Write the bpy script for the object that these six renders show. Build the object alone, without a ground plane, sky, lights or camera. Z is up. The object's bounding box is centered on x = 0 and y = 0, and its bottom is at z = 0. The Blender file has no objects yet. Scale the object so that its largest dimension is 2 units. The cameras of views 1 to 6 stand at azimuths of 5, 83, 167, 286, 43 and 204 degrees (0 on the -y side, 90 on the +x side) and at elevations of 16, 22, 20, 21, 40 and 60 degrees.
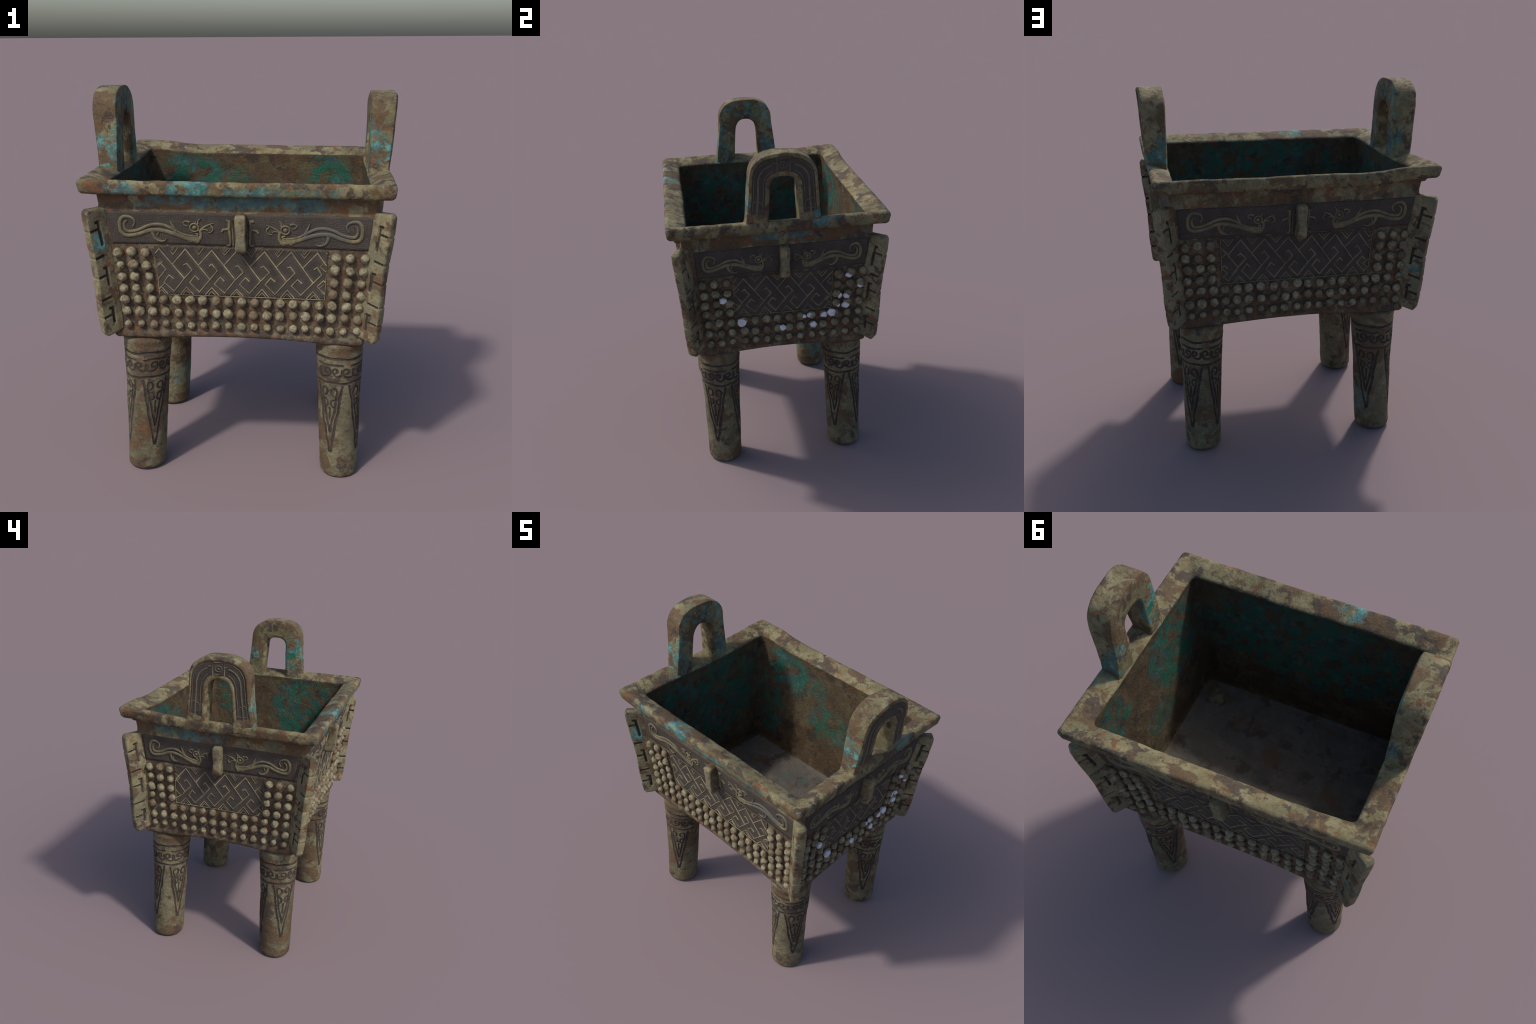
# Square four-legged bronze ritual cauldron: parts, profiles and rules.
import bpy, math, random
import numpy as np
from mathutils import Vector, noise as mn

rng = random.Random(7)
SC = bpy.context.scene.collection

# ------------------------------------------------------------------ frame
# profile of each wall: (height, distance of the wall from the centre)
WALL = {0: [(0.76, 0.470), (0.90, 0.469), (1.02, 0.478), (1.13, 0.492), (1.25, 0.508), (1.30, 0.517), (1.37, 0.528), (1.445, 0.537)],
        1: [(0.76, 0.619), (0.85, 0.621), (1.00, 0.629), (1.09, 0.637), (1.176, 0.647), (1.25, 0.657), (1.35, 0.668), (1.445, 0.676)],
        2: [(0.76, 0.486), (0.95, 0.482), (1.10, 0.487), (1.25, 0.505), (1.30, 0.518), (1.37, 0.531), (1.445, 0.539)],
        3: [(0.76, 0.622), (0.82, 0.623), (1.00, 0.633), (1.25, 0.651), (1.445, 0.668)]}
SHIFT = {0: 0.018, 1: 0.017, 2: 0.008, 3: -0.003}
BOW = {0: 0.010, 1: 0.0, 2: 0.010, 3: 0.0}     # the long walls are hollow between the corners


def bow(f, s, z):
    return BOW[f] * min(1.0, abs(s) / 0.56) ** 3 * (1 - smooth(1.20, 1.32, z))


def wall(f, z):
    T = WALL[f]
    return float(np.interp(z, [t[0] for t in T], [t[1] for t in T]))


def smooth(a, b, x):
    t = min(1.0, max(0.0, (x - a) / (b - a)))
    return t * t * (3 - 2 * t)


def warp(p):
    """Casting irregularity shared by every part: slight skew, tilt, waviness."""
    x, y, z = p
    k = smooth(0.0, 0.8, z) * (1 - smooth(1.44, 1.56, z))
    kz = smooth(0.1, 0.8, z)
    n = mn.noise_vector(Vector((x, y, z)) * 2.6 + Vector((3.1, 7.7, 1.3)))
    n2 = mn.noise_vector(Vector((x, y, z)) * 9.0)
    a, b = 0.004 * kz, 0.0014 * kz
    return (x + k * 0.003 * y + a * n.x + b * n2.x,
            y + a * n.y + b * n2.y,
            z + kz * (-0.009 * x + 0.006 * y) + a * n.z + b * n2.z)


def on_face(f, s, z, off):
    """Point on wall face f (0 front -y, 1 right +x, 2 back +y, 3 left -x)."""
    s += SHIFT[f]
    d = wall(f, z) + bow(f, s, z) + off
    return warp([(s, -d, z), (d, s, z), (-s, d, z), (-d, -s, z)][f])


# ------------------------------------------------------------------ node materials
class Nodes:
    def __init__(self, name):
        self.m = bpy.data.materials.new(name)
        self.m.use_nodes = True
        self.t = self.m.node_tree
        self.t.nodes.clear()
        self.out = self.t.nodes.new('ShaderNodeOutputMaterial')
        self.b = self.t.nodes.new('ShaderNodeBsdfPrincipled')
        self.t.links.new(self.b.outputs[0], self.out.inputs[0])
        tc = self.t.nodes.new('ShaderNodeTexCoord')
        self.P = tc.outputs['Object']

    def n(self, kind, **props):
        nd = self.t.nodes.new(kind)
        for k, v in props.items():
            setattr(nd, k, v)
        return nd

    def put(self, sock, v):
        if isinstance(v, bpy.types.NodeSocket):
            self.t.links.new(v, sock)
        else:
            if sock.type == 'RGBA' and len(v) == 3: v = (*v, 1)
            sock.default_value = v

    def math(self, op, a, b=0.0, clamp=False):
        nd = self.n('ShaderNodeMath', operation=op, use_clamp=clamp)
        self.put(nd.inputs[0], a); self.put(nd.inputs[1], b)
        return nd.outputs[0]

    def vmath(self, op, a, b):
        nd = self.n('ShaderNodeVectorMath', operation=op)
        self.put(nd.inputs[0], a); self.put(nd.inputs[1], b)
        return nd.outputs['Value'] if op in ('LENGTH', 'DISTANCE') else nd.outputs[0]

    def noise(self, scale, detail=6, rough=0.6, off=(0, 0, 0), color=False, stretch=None, dist=0.0):
        v = self.vmath('ADD', self.P, off)
        if stretch: v = self.vmath('MULTIPLY', v, stretch)
        nd = self.n('ShaderNodeTexNoise')
        self.put(nd.inputs['Vector'], v)
        nd.inputs['Scale'].default_value = scale
        nd.inputs['Detail'].default_value = detail
        nd.inputs['Roughness'].default_value = rough
        nd.inputs['Distortion'].default_value = dist
        return nd.outputs[1] if color else nd.outputs[0]

    def step(self, v, lo, hi, a=0.0, b=1.0):
        nd = self.n('ShaderNodeMapRange', interpolation_type='SMOOTHSTEP')
        self.put(nd.inputs['Value'], v)
        nd.inputs['From Min'].default_value = lo
        nd.inputs['From Max'].default_value = hi
        nd.inputs['To Min'].default_value = a
        nd.inputs['To Max'].default_value = b
        return nd.outputs[0]

    def mix(self, f, a, b, mode='MIX'):
        nd = self.n('ShaderNodeMix', data_type='RGBA', blend_type=mode)
        self.put(nd.inputs[0], f); self.put(nd.inputs[6], a); self.put(nd.inputs[7], b)
        return nd.outputs[2]

    def patches(self, spots, wobble=0.10, scale=7.0):
        """Union of soft ellipsoids (centre, radii, strength) with ragged borders."""
        d = self.vmath('SUBTRACT', self.noise(scale, 5, 0.65, (5, 1, 2), color=True), (0.5, 0.5, 0.5))
        d = self.vmath('MULTIPLY', d, (wobble * 2,) * 3)
        p = self.vmath('ADD', self.P, d)
        acc = None
        for c, r, k in spots:
            if not isinstance(r, tuple): r = (r, r, r)
            q = self.vmath('DIVIDE', self.vmath('SUBTRACT', p, c), r)
            m = self.step(self.vmath('LENGTH', q, (0, 0, 0)), 1.15, 0.75, 0.0, k)
            acc = m if acc is None else self.math('MAXIMUM', acc, m)
        return acc

    def bump(self, height, strength, dist, prev=None):
        nd = self.n('ShaderNodeBump')
        nd.inputs['Strength'].default_value = strength
        nd.inputs['Distance'].default_value = dist
        self.put(nd.inputs['Height'], height)
        if prev is not None: self.put(nd.inputs['Normal'], prev)
        return nd.outputs[0]

    def done(self, color, rough=0.78, normal=None, spec=0.25):
        self.put(self.b.inputs['Base Color'], color)
        self.put(self.b.inputs['Roughness'], rough)
        self.b.inputs['Specular IOR Level'].default_value = spec
        if normal is not None: self.put(self.b.inputs['Normal'], normal)
        return self.m


TAN = (0.192, 0.163, 0.084)
PALE = (0.268, 0.238, 0.135)
BROWN = (0.112, 0.070, 0.040)
RUST = (0.190, 0.082, 0.038)
UMBER = (0.066, 0.051, 0.043)
TURQ = (0.070, 0.185, 0.180)
AQUA = (0.140, 0.330, 0.300)
GREEN = (0.022, 0.150, 0.095)
BLUE = (0.066, 0.112, 0.120)
GROUND = (0.048, 0.041, 0.036)


def patina(name, brown=0.5, blotch=8.0, umber=0.35, spots=(), wild=0.0, tan=TAN, pale=PALE, grain=1.0,
           teal=TURQ, teal2=AQUA, green=0.25, seed=0.0, wobble=0.10, rust=0.5):
    """Weathered bronze: tan crust, brown and rust blotches, placed verdigris patches."""
    N = Nodes(name)
    o = (seed, seed * 1.7, seed * 0.6)
    big = N.noise(blotch, 8, 0.64, o, dist=0.35)
    mid = N.noise(blotch * 2.7, 8, 0.66, (o[0] + 4, o[1], o[2]), dist=0.4)
    fine = N.noise(75, 6, 0.72, o)
    c = N.mix(N.step(mid, 0.42, 0.60), tan, pale)
    c = N.mix(N.step(N.noise(5.0, 5, 0.55, (9, 3, 1)), 0.46, 0.62, 0, 0.7), c, (tan[0] * 0.72, tan[1] * 0.80, tan[2] * 0.88))
    lo = 0.60 - 0.20 * brown
    c = N.mix(N.step(big, lo, lo + 0.07, 0, 0.85), c, BROWN)
    rl = 0.64 - 0.12 * rust
    c = N.mix(N.step(N.noise(blotch * 2.0, 8, 0.66, (o[0] + 8, o[1] + 3, o[2]), dist=0.4), rl, rl + 0.06, 0, 0.8), c, RUST)
    um = N.noise(blotch * 1.5, 8, 0.66, (o[0] - 6, o[1] + 2, o[2]), dist=0.3)
    ul = 0.63 - 0.18 * umber
    c = N.mix(N.step(um, ul, ul + 0.06, 0, 0.85), c, UMBER)
    c = N.mix(N.step(fine, 0.54, 0.66, 0, 0.55), c, UMBER)
    c = N.mix(N.step(fine, 0.44, 0.33, 0, 0.35), c, pale)
    cover = None
    if spots: cover = N.patches(spots, wobble)
    if wild > 0:
        w = N.step(N.noise(4.2, 9, 0.68, (o[0] + 11, 5, 2), dist=0.4), 0.66 - 0.2 * wild, 0.73 - 0.2 * wild)
        cover = w if cover is None else N.math('MAXIMUM', cover, w)
    if cover is not None:
        hole = N.step(N.noise(15, 9, 0.72, (2, 8, 4), dist=0.3), 0.44, 0.53)
        cover = N.math('MULTIPLY', cover, hole)
        t = N.mix(N.step(N.noise(22, 8, 0.70, (1, 1, 7)), 0.44, 0.62), teal, teal2)
        t = N.mix(N.step(N.noise(9, 7, 0.62, (3, 6, 7)), 0.60 - 0.2 * green, 0.68 - 0.2 * green), t, GREEN)
        t = N.mix(N.step(N.noise(11, 7, 0.62, (13, 6, 7)), 0.50, 0.60, 0, 0.75), t, BLUE)
        t = N.mix(N.step(fine, 0.54, 0.68, 0, 0.4), t, UMBER)
        c = N.mix(cover, c, t)
    h = N.math('ADD', N.math('MULTIPLY', mid, 0.6), N.math('MULTIPLY', fine, 0.4))
    nm = N.bump(h, 0.6 * grain, 0.014)
    nm = N.bump(fine, 0.4 * grain, 0.005, nm)
    return N.done(c, 0.78, nm)


def ground_material(name, cell, rot):
    """Dark recessed ground covered by a fine square-spiral ground pattern."""
    N = Nodes(name)
    sx = N.n('ShaderNodeSeparateXYZ'); N.put(sx.inputs[0], N.P)
    u = N.math('ADD', sx.outputs[0], sx.outputs[1])
    cv = N.n('ShaderNodeCombineXYZ'); N.put(cv.inputs[0], u); N.put(cv.inputs[1], sx.outputs[2])
    mp = N.n('ShaderNodeMapping'); N.put(mp.inputs[0], cv.outputs[0])
    mp.inputs['Rotation'].default_value = (0, 0, rot)
    vo = N.n('ShaderNodeTexVoronoi', voronoi_dimensions='2D', distance='CHEBYCHEV')
    N.put(vo.inputs['Vector'], mp.outputs[0])
    vo.inputs['Scale'].default_value = 1.0 / cell
    vo.inputs['Randomness'].default_value = 0.35
    wv = N.math('SINE', N.math('MULTIPLY', vo.outputs['Distance'], 24.0))
    line = N.step(wv, -0.1, 0.7)
    wear = N.noise(10, 6, 0.6, (4, 4, 4))
    c = N.mix(N.step(wear, 0.35, 0.7), GROUND, (0.064, 0.054, 0.047))
    c = N.mix(N.math('MULTIPLY', line, N.step(wear, 0.25, 0.7, 0.2, 0.75)), c, (0.098, 0.085, 0.070))
    c = N.mix(N.step(N.noise(22, 6, 0.65, (8, 1, 4)), 0.62, 0.72, 0, 0.5), c, BROWN)
    nm = N.bump(line, 0.5, 0.004)
    nm = N.bump(N.noise(80, 4, 0.6), 0.25, 0.004, nm)
    return N.done(c, 0.8, nm)


def relief_material(name, c0, c1, spots=()):
    N = Nodes(name)
    a = N.noise(14, 6, 0.62, (2, 2, 9))
    c = N.mix(N.step(a, 0.36, 0.62), c0, c1)
    c = N.mix(N.step(N.noise(26, 6, 0.6, (6, 0, 3)), 0.55, 0.68, 0, 0.75), c, (0.125, 0.080, 0.048))
    c = N.mix(N.step(N.noise(45, 5, 0.65), 0.52, 0.66, 0, 0.55), c, (0.075, 0.062, 0.052))
    if spots:
        c = N.mix(N.patches(spots, 0.05), c, (0.098, 0.099, 0.088))
    nm = N.bump(N.noise(60, 5, 0.65), 0.4, 0.005)
    return N.done(c, 0.75, nm)


def dark_groove(name):
    N = Nodes(name)
    a = N.noise(30, 6, 0.6)
    c = N.mix(N.step(a, 0.35, 0.65), (0.030, 0.026, 0.023), (0.062, 0.049, 0.039))
    return N.done(c, 0.85, N.bump(a, 0.3, 0.004))


def boss_material():
    N = Nodes('boss_bronze')
    g = N.n('ShaderNodeNewGeometry')
    N.P = g.outputs['Position']
    oi = N.n('ShaderNodeObjectInfo')
    r = oi.outputs['Random']
    mid = N.noise(30, 6, 0.62, (1, 2, 3))
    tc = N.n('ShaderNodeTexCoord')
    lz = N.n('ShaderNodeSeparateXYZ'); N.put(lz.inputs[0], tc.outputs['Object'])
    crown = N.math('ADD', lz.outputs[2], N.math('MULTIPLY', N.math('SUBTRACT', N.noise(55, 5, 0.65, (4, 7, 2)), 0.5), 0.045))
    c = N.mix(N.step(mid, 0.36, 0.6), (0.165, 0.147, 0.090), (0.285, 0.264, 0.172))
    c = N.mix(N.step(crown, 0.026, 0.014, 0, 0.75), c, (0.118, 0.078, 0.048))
    c = N.mix(N.step(r, 0.62, 1.0, 0, 0.75), c, (0.130, 0.090, 0.058))
    c = N.mix(N.step(N.noise(48, 6, 0.65, (7, 2, 3)), 0.52, 0.64, 0, 0.8), c, (0.135, 0.075, 0.045))
    c = N.mix(N.step(N.noise(12, 4, 0.6, (7, 9, 3)), 0.58, 0.70, 0, 0.6), c, UMBER)
    c = N.mix(N.step(N.noise(85, 6, 0.7, (3, 1, 1)), 0.52, 0.64, 0, 0.6), c, UMBER)
    nm = N.bump(N.noise(28, 5, 0.6, (5, 5, 1)), 0.6, 0.010)
    nm = N.bump(N.noise(90, 5, 0.68), 0.6, 0.006, nm)
    return N.done(c, 0.68, nm)


# verdigris positions: (centre, radii, strength)
NECK_SPOTS = [((0.02, -0.54, 1.51), (0.48, 0.09, 0.05), 1.0), ((0.33, -0.54, 1.46), (0.10, 0.06, 0.03), 1.0),
              ((0.66, 0.02, 1.50), (0.08, 0.16, 0.045), 0.9), ((-0.66, 0.18, 1.50), (0.07, 0.26, 0.05), 0.85),
              ((-0.38, -0.54, 1.50), (0.14, 0.06, 0.03), 0.8)]
RIM_SPOTS = [((-0.22, -0.60, 1.565), (0.10, 0.08, 0.05), 1.0), ((-0.52, -0.60, 1.57), (0.09, 0.05, 0.03), 0.8),
             ((0.10, -0.60, 1.56), (0.18, 0.04, 0.035), 0.7), ((0.38, -0.60, 1.56), (0.12, 0.03, 0.03), 0.6),
             ((-0.20, -0.53, 1.60), (0.09, 0.06, 0.02), 0.7), ((0.72, 0.24, 1.59), (0.06, 0.09, 0.05), 0.8),
             ((-0.64, -0.22, 1.60), (0.05, 0.06, 0.04), 0.9)]
IN_SPOTS = [((-0.38, 0.47, 1.45), (0.22, 0.10, 0.15), 1.0), ((0.42, 0.47, 1.35), (0.17, 0.12, 0.24), 1.0),
            ((0.02, 0.47, 1.20), (0.20, 0.10, 0.14), 0.8), ((-0.10, 0.47, 1.42), (0.11, 0.10, 0.10), 0.6),
            ((0.60, -0.22, 1.35), (0.12, 0.26, 0.26), 1.0), ((0.60, 0.34, 1.40), (0.12, 0.13, 0.16), 1.0),
            ((-0.60, 0.0, 1.30), (0.10, 0.50, 0.34), 0.8), ((0.0, -0.48, 1.30), (0.65, 0.08, 0.30), 0.85),
            ((-0.48, 0.47, 1.10), (0.12, 0.10, 0.20), 0.8), ((0.56, 0.05, 1.05), (0.10, 0.14, 0.12), 0.7)]

M_RIM = patina('rim_bronze', brown=0.55, blotch=8, umber=0.62, spots=RIM_SPOTS, seed=1.0, grain=1.2, wobble=0.06, rust=0.6)
M_NECK = patina('neck_bronze', brown=0.75, blotch=7, umber=0.40, spots=NECK_SPOTS, seed=2.3, wobble=0.06, green=0.0, rust=0.8,
                teal=(0.082, 0.158, 0.157), teal2=(0.125, 0.232, 0.222), tan=(0.165, 0.142, 0.086))
M_WALL = patina('wall_bronze', brown=0.75, blotch=14, umber=0.75, seed=3.1, grain=1.2, tan=(0.165, 0.135, 0.085),
                pale=(0.205, 0.175, 0.115), rust=0.75)
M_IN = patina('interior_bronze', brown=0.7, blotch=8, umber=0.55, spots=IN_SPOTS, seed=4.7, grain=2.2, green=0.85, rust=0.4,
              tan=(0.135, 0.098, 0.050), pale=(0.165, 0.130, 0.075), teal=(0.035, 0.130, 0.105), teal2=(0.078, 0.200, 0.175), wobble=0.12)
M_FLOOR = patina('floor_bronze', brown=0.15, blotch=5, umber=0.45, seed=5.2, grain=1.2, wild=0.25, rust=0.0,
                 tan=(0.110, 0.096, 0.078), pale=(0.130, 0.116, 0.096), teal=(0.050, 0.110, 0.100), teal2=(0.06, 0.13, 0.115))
M_LEG = patina('leg_bronze', brown=0.60, blotch=7, umber=0.45, seed=6.4, grain=1.3, tan=(0.158, 0.139, 0.080), pale=(0.218, 0.198, 0.122), rust=0.45,
               spots=[((-0.45, 0.38, 0.2), (0.10, 0.10, 0.12), 0.5)])
M_FLANGE = patina('flange_bronze', brown=0.50, blotch=9, umber=0.35, seed=7.9, tan=(0.205, 0.182, 0.110), wobble=0.05, rust=0.55,
                  spots=[((-0.655, -0.575, 1.29), (0.035, 0.05, 0.055), 1.0), ((-0.66, 0.56, 1.06), (0.07, 0.06, 0.02), 0.9)])
M_HANDLE = patina('handle_bronze', brown=0.58, blotch=8, umber=0.42, seed=8.8, grain=1.2, wobble=0.07, green=0.25, rust=0.6,
                  spots=[((0.71, -0.19, 1.73), (0.09, 0.06, 0.12), 1.0), ((0.63, -0.10, 1.74), (0.05, 0.08, 0.15), 1.0),
                         ((0.64, 0.20, 1.71), (0.06, 0.06, 0.06), 1.0), ((0.70, 0.22, 1.64), (0.09, 0.05, 0.05), 0.9),
                         ((-0.64, -0.20, 1.70), (0.05, 0.07, 0.16), 0.7), ((-0.64, 0.14, 1.74), (0.05, 0.07, 0.18), 0.6),
                         ((-0.72, -0.22, 1.74), (0.05, 0.05, 0.04), 0.9), ((-0.63, 0.0, 1.93), (0.04, 0.20, 0.06), 0.6),
                         ((-0.71, -0.22, 1.61), (0.03, 0.04, 0.02), 1.0)])
M_RIDGE = patina('ridge_bronze', brown=0.5, blotch=10, umber=0.25, seed=9.3, tan=(0.195, 0.172, 0.108))
M_BAND = ground_material('frieze_ground', 0.030, 0.0)
M_PANEL = ground_material('meander_ground', 0.022, math.radians(45))
M_DRAGON = relief_material('dragon_relief', (0.115, 0.104, 0.066), (0.182, 0.157, 0.090),
                           spots=[((0.42, -0.56, 1.36), (0.20, 0.05, 0.10), 0.85)])
M_LINE = relief_material('meander_relief', (0.135, 0.120, 0.080), (0.222, 0.188, 0.108))
M_ORN = relief_material('ornament_relief', (0.092, 0.080, 0.058), (0.140, 0.120, 0.078))
M_FAINT = relief_material('contour_relief', (0.066, 0.056, 0.048), (0.088, 0.074, 0.060))
M_GROOVE = dark_groove('groove_dark')  # darker base colour on the groove faces of the flanges and legs
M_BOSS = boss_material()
N_ = Nodes('plaster_fill')
M_PLASTER = N_.done(N_.mix(N_.step(N_.noise(40, 4, 0.6), 0.35, 0.65), (0.50, 0.50, 0.55), (0.76, 0.76, 0.81)), 0.8)

# ------------------------------------------------------------------ object helpers
root = bpy.data.objects.new('bronze_cauldron', None)
root['label'] = 'weathered square bronze cauldron with four legs and two handles'
root['category'] = 'bronze vessel'
SC.objects.link(root)


def make(name, V, F, mats, parent=root, idx=None, flat=False):
    me = bpy.data.meshes.new(name)
    me.from_pydata([tuple(v) for v in V], [], [tuple(f) for f in F])
    for m in mats: me.materials.append(m)
    if idx is not None: me.polygons.foreach_set('material_index', np.asarray(idx, np.int32))
    me.polygons.foreach_set('use_smooth', np.full(len(me.polygons), not flat))
    me.update()
    o = bpy.data.objects.new(name, me)
    SC.objects.link(o)
    o.parent = parent
    return o


def grid_faces(nr, nc, wrap=False, base=0):
    F = []
    for i in range(nr - 1):
        for j in range(nc if wrap else nc - 1):
            k = (j + 1) % nc
            F.append((base + i * nc + j, base + i * nc + k, base + (i + 1) * nc + k, base + (i + 1) * nc + j))
    return F


def catmull(P, step):
    P = [np.array(p, float) for p in P]
    if len(P) < 3:
        return [P[0] + (P[-1] - P[0]) * t for t in np.linspace(0, 1, 5)]
    Q = [2 * P[0] - P[1]] + P + [2 * P[-1] - P[-2]]
    out = []
    for i in range(1, len(Q) - 2):
        p0, p1, p2, p3 = Q[i - 1:i + 3]
        n = max(2, int(np.linalg.norm((p2 - p1)[:2]) / step))
        for k in range(n):
            t = k / n
            out.append(0.5 * (2 * p1 + (p2 - p0) * t + (2 * p0 - 5 * p1 + 4 * p2 - p3) * t * t
                              + (3 * p1 - p0 - 3 * p2 + p3) * t ** 3))
    out.append(P[-1])
    return out


class Relief:
    """Raised strokes drawn in (s, z) on a surface map(s, z, off) -> point."""
    PROF = [(-0.5, -0.25), (-0.42, 0.55), (-0.22, 0.95), (0.0, 1.0), (0.22, 0.95), (0.42, 0.55), (0.5, -0.25)]

    def __init__(self, smap): self.map, self.V, self.F = smap, [], []

    def stroke(self, pts, w0, w1=None, h=0.004, closed=False, lift=0.0):
        pts = [np.array(p[:2], float) for p in pts]
        n = len(pts)
        w1 = w0 if w1 is None else w1
        base = len(self.V)
        for i, p in enumerate(pts):
            a = pts[(i - 1) % n] if (closed or i > 0) else p
            b = pts[(i + 1) % n] if (closed or i < n - 1) else p
            d0, d1 = p - a, b - p
            l0, l1 = np.linalg.norm(d0), np.linalg.norm(d1)
            d0 = d0 / l0 if l0 > 1e-9 else d1 / max(l1, 1e-9)
            d1 = d1 / l1 if l1 > 1e-9 else d0
            t = d0 + d1
            tl = np.linalg.norm(t)
            t = t / tl if tl > 1e-6 else d0
            m = min(1.5, 1.0 / max(0.5, float(t @ d0)))
            nrm = np.array([-t[1], t[0]])
            f = i / max(1, n - 1)
            w = w0 + (w1 - w0) * f if not callable(w0) else w0(f)
            for u, k in self.PROF:
                q = p + nrm * (u * w * m)
                self.V.append(self.map(q[0], q[1], lift + h * k))
        c = len(self.PROF)
        fs = grid_faces(n, c, False, base)
        if closed:
            for j in range(c - 1):
                fs.append((base + (n - 1) * c + j, base + (n - 1) * c + j + 1, base + j + 1, base + j))
        else:
            fs.append(tuple(base + j for j in range(c)))
            fs.append(tuple(base + (n - 1) * c + j for j in reversed(range(c))))
        self.F += [tuple(reversed(f)) for f in fs]

    def curve(self, pts, w0, w1=None, h=0.004, step=0.005, lift=0.0):
        self.stroke(catmull(pts, step), w0, w1, h, lift=lift)

    def ring(self, c, r, w, h=0.004, rz=None):
        rz = rz or r
        self.stroke([(c[0] + r * math.cos(a), c[1] + rz * math.sin(a)) for a in np.linspace(0, 2 * math.pi, 20, endpoint=False)],
                    w, w, h, closed=True)

    def dome(self, c, r, h):
        base = len(self.V)
        for i in range(5):
            a = i / 4 * math.pi / 2
            for j in range(12):
                t = 2 * math.pi * j / 12
                self.V.append(self.map(c[0] + r * math.cos(a) * math.cos(t), c[1] + r * math.cos(a) * math.sin(t), h * math.sin(a)))
        self.F += grid_faces(5, 12, True, base)

    def emit(self, name, mat, parent):
        return make(name, self.V, self.F, [mat], parent)


# ------------------------------------------------------------------ vessel shell (one loft, split by region)
NX, NY, NC = 120, 96, 5
# (half x, half y, z, corner radius, region of the strip that follows); None = follow the wall profiles
PROFILE = [
    (0.000, 0.000, 0.748, 0.000, 'interior_floor'), (0.150, 0.110, 0.752, 0.02, 'interior_floor'),
    (0.350, 0.260, 0.776, 0.02, 'interior_floor'), (0.560, 0.425, 0.800, 0.02, 'interior_floor'),
    (0.585, 0.445, 0.808, 0.03, 'interior_wall'), (0.596, 0.450, 0.830, 0.03, 'interior_wall'),
    (0.612, 0.462, 1.080, 0.03, 'interior_wall'), (0.630, 0.484, 1.270, 0.03, 'interior_wall'),
    (0.640, 0.502, 1.440, 0.03, 'interior_wall'), (0.638, 0.503, 1.530, 0.03, 'interior_wall'),
    (0.634, 0.501, 1.556, 0.028, 'interior_wall'),
    (0.632, 0.500, 1.567, 0.025, 'rim'), (0.640, 0.508, 1.576, 0.02, 'rim'), (0.690, 0.560, 1.596, 0.016, 'rim'), (0.730, 0.600, 1.606, 0.014, 'rim'),
    (0.741, 0.610, 1.599, 0.014, 'rim'), (0.744, 0.613, 1.586, 0.014, 'rim'), (0.737, 0.606, 1.546, 0.016, 'rim'),
    (0.728, 0.597, 1.535, 0.016, 'rim'), (0.684, 0.556, 1.530, 0.016, 'rim'),
    (0.668, 0.540, 1.522, 0.016, 'neck'), (0.662, 0.535, 1.480, 0.016, 'neck'), (0.664, 0.534, 1.460, 0.014, 'neck'),
    (0.669, 0.537, 1.453, 0.012, 'neck'),
    (None, 0.0, 1.444, 0.010, 'wall'), (None, 0.0, 0.815, 0.010, 'wall'),
    (None, 0.006, 0.808, 0.012, 'wall'), (None, 0.007, 0.785, 0.014, 'wall'), (None, 0.000, 0.774, 0.016, 'wall'),
    (0.590, 0.445, 0.768, 0.02, 'underside'), (0.400, 0.300, 0.748, 0.02, 'underside'), (0.000, 0.000, 0.722, 0.0, 'underside'),
]


def extents(row):
    """Distances of the four sides (front, right, back, left) of one ring."""
    if row[0] is None: return [wall(f, row[2]) + row[1] for f in range(4)]
    return [row[1], row[0], row[1], row[0]]


def rect_ring(e, r):
    e = [max(v, 1e-4) for v in e]
    r = min(r, min(e) * 0.9)
    pts = []
    yf, xr, yb, xl = (v - r for v in e)
    corners = [(xr, -yf, -90), (xr, yb, 0), (-xl, yb, 90), (-xl, -yf, 180)]
    for k, (cx, cy, a0) in enumerate(corners):
        for j in range(NC):
            a = math.radians(a0 + 90 * j / NC)
            pts.append((cx + r * math.cos(a), cy + r * math.sin(a)))
        a = math.radians(a0 + 90)
        s = (cx + r * math.cos(a), cy + r * math.sin(a))
        nx_, ny_, na = corners[(k + 1) % 4]
        na = math.radians(na)
        e = (nx_ + r * math.cos(na), ny_ + r * math.sin(na))
        n = NY if k % 2 == 0 else NX
        for j in range(n):
            t = j / n
            pts.append((s[0] + (e[0] - s[0]) * t, s[1] + (e[1] - s[1]) * t))
    return pts


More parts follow.
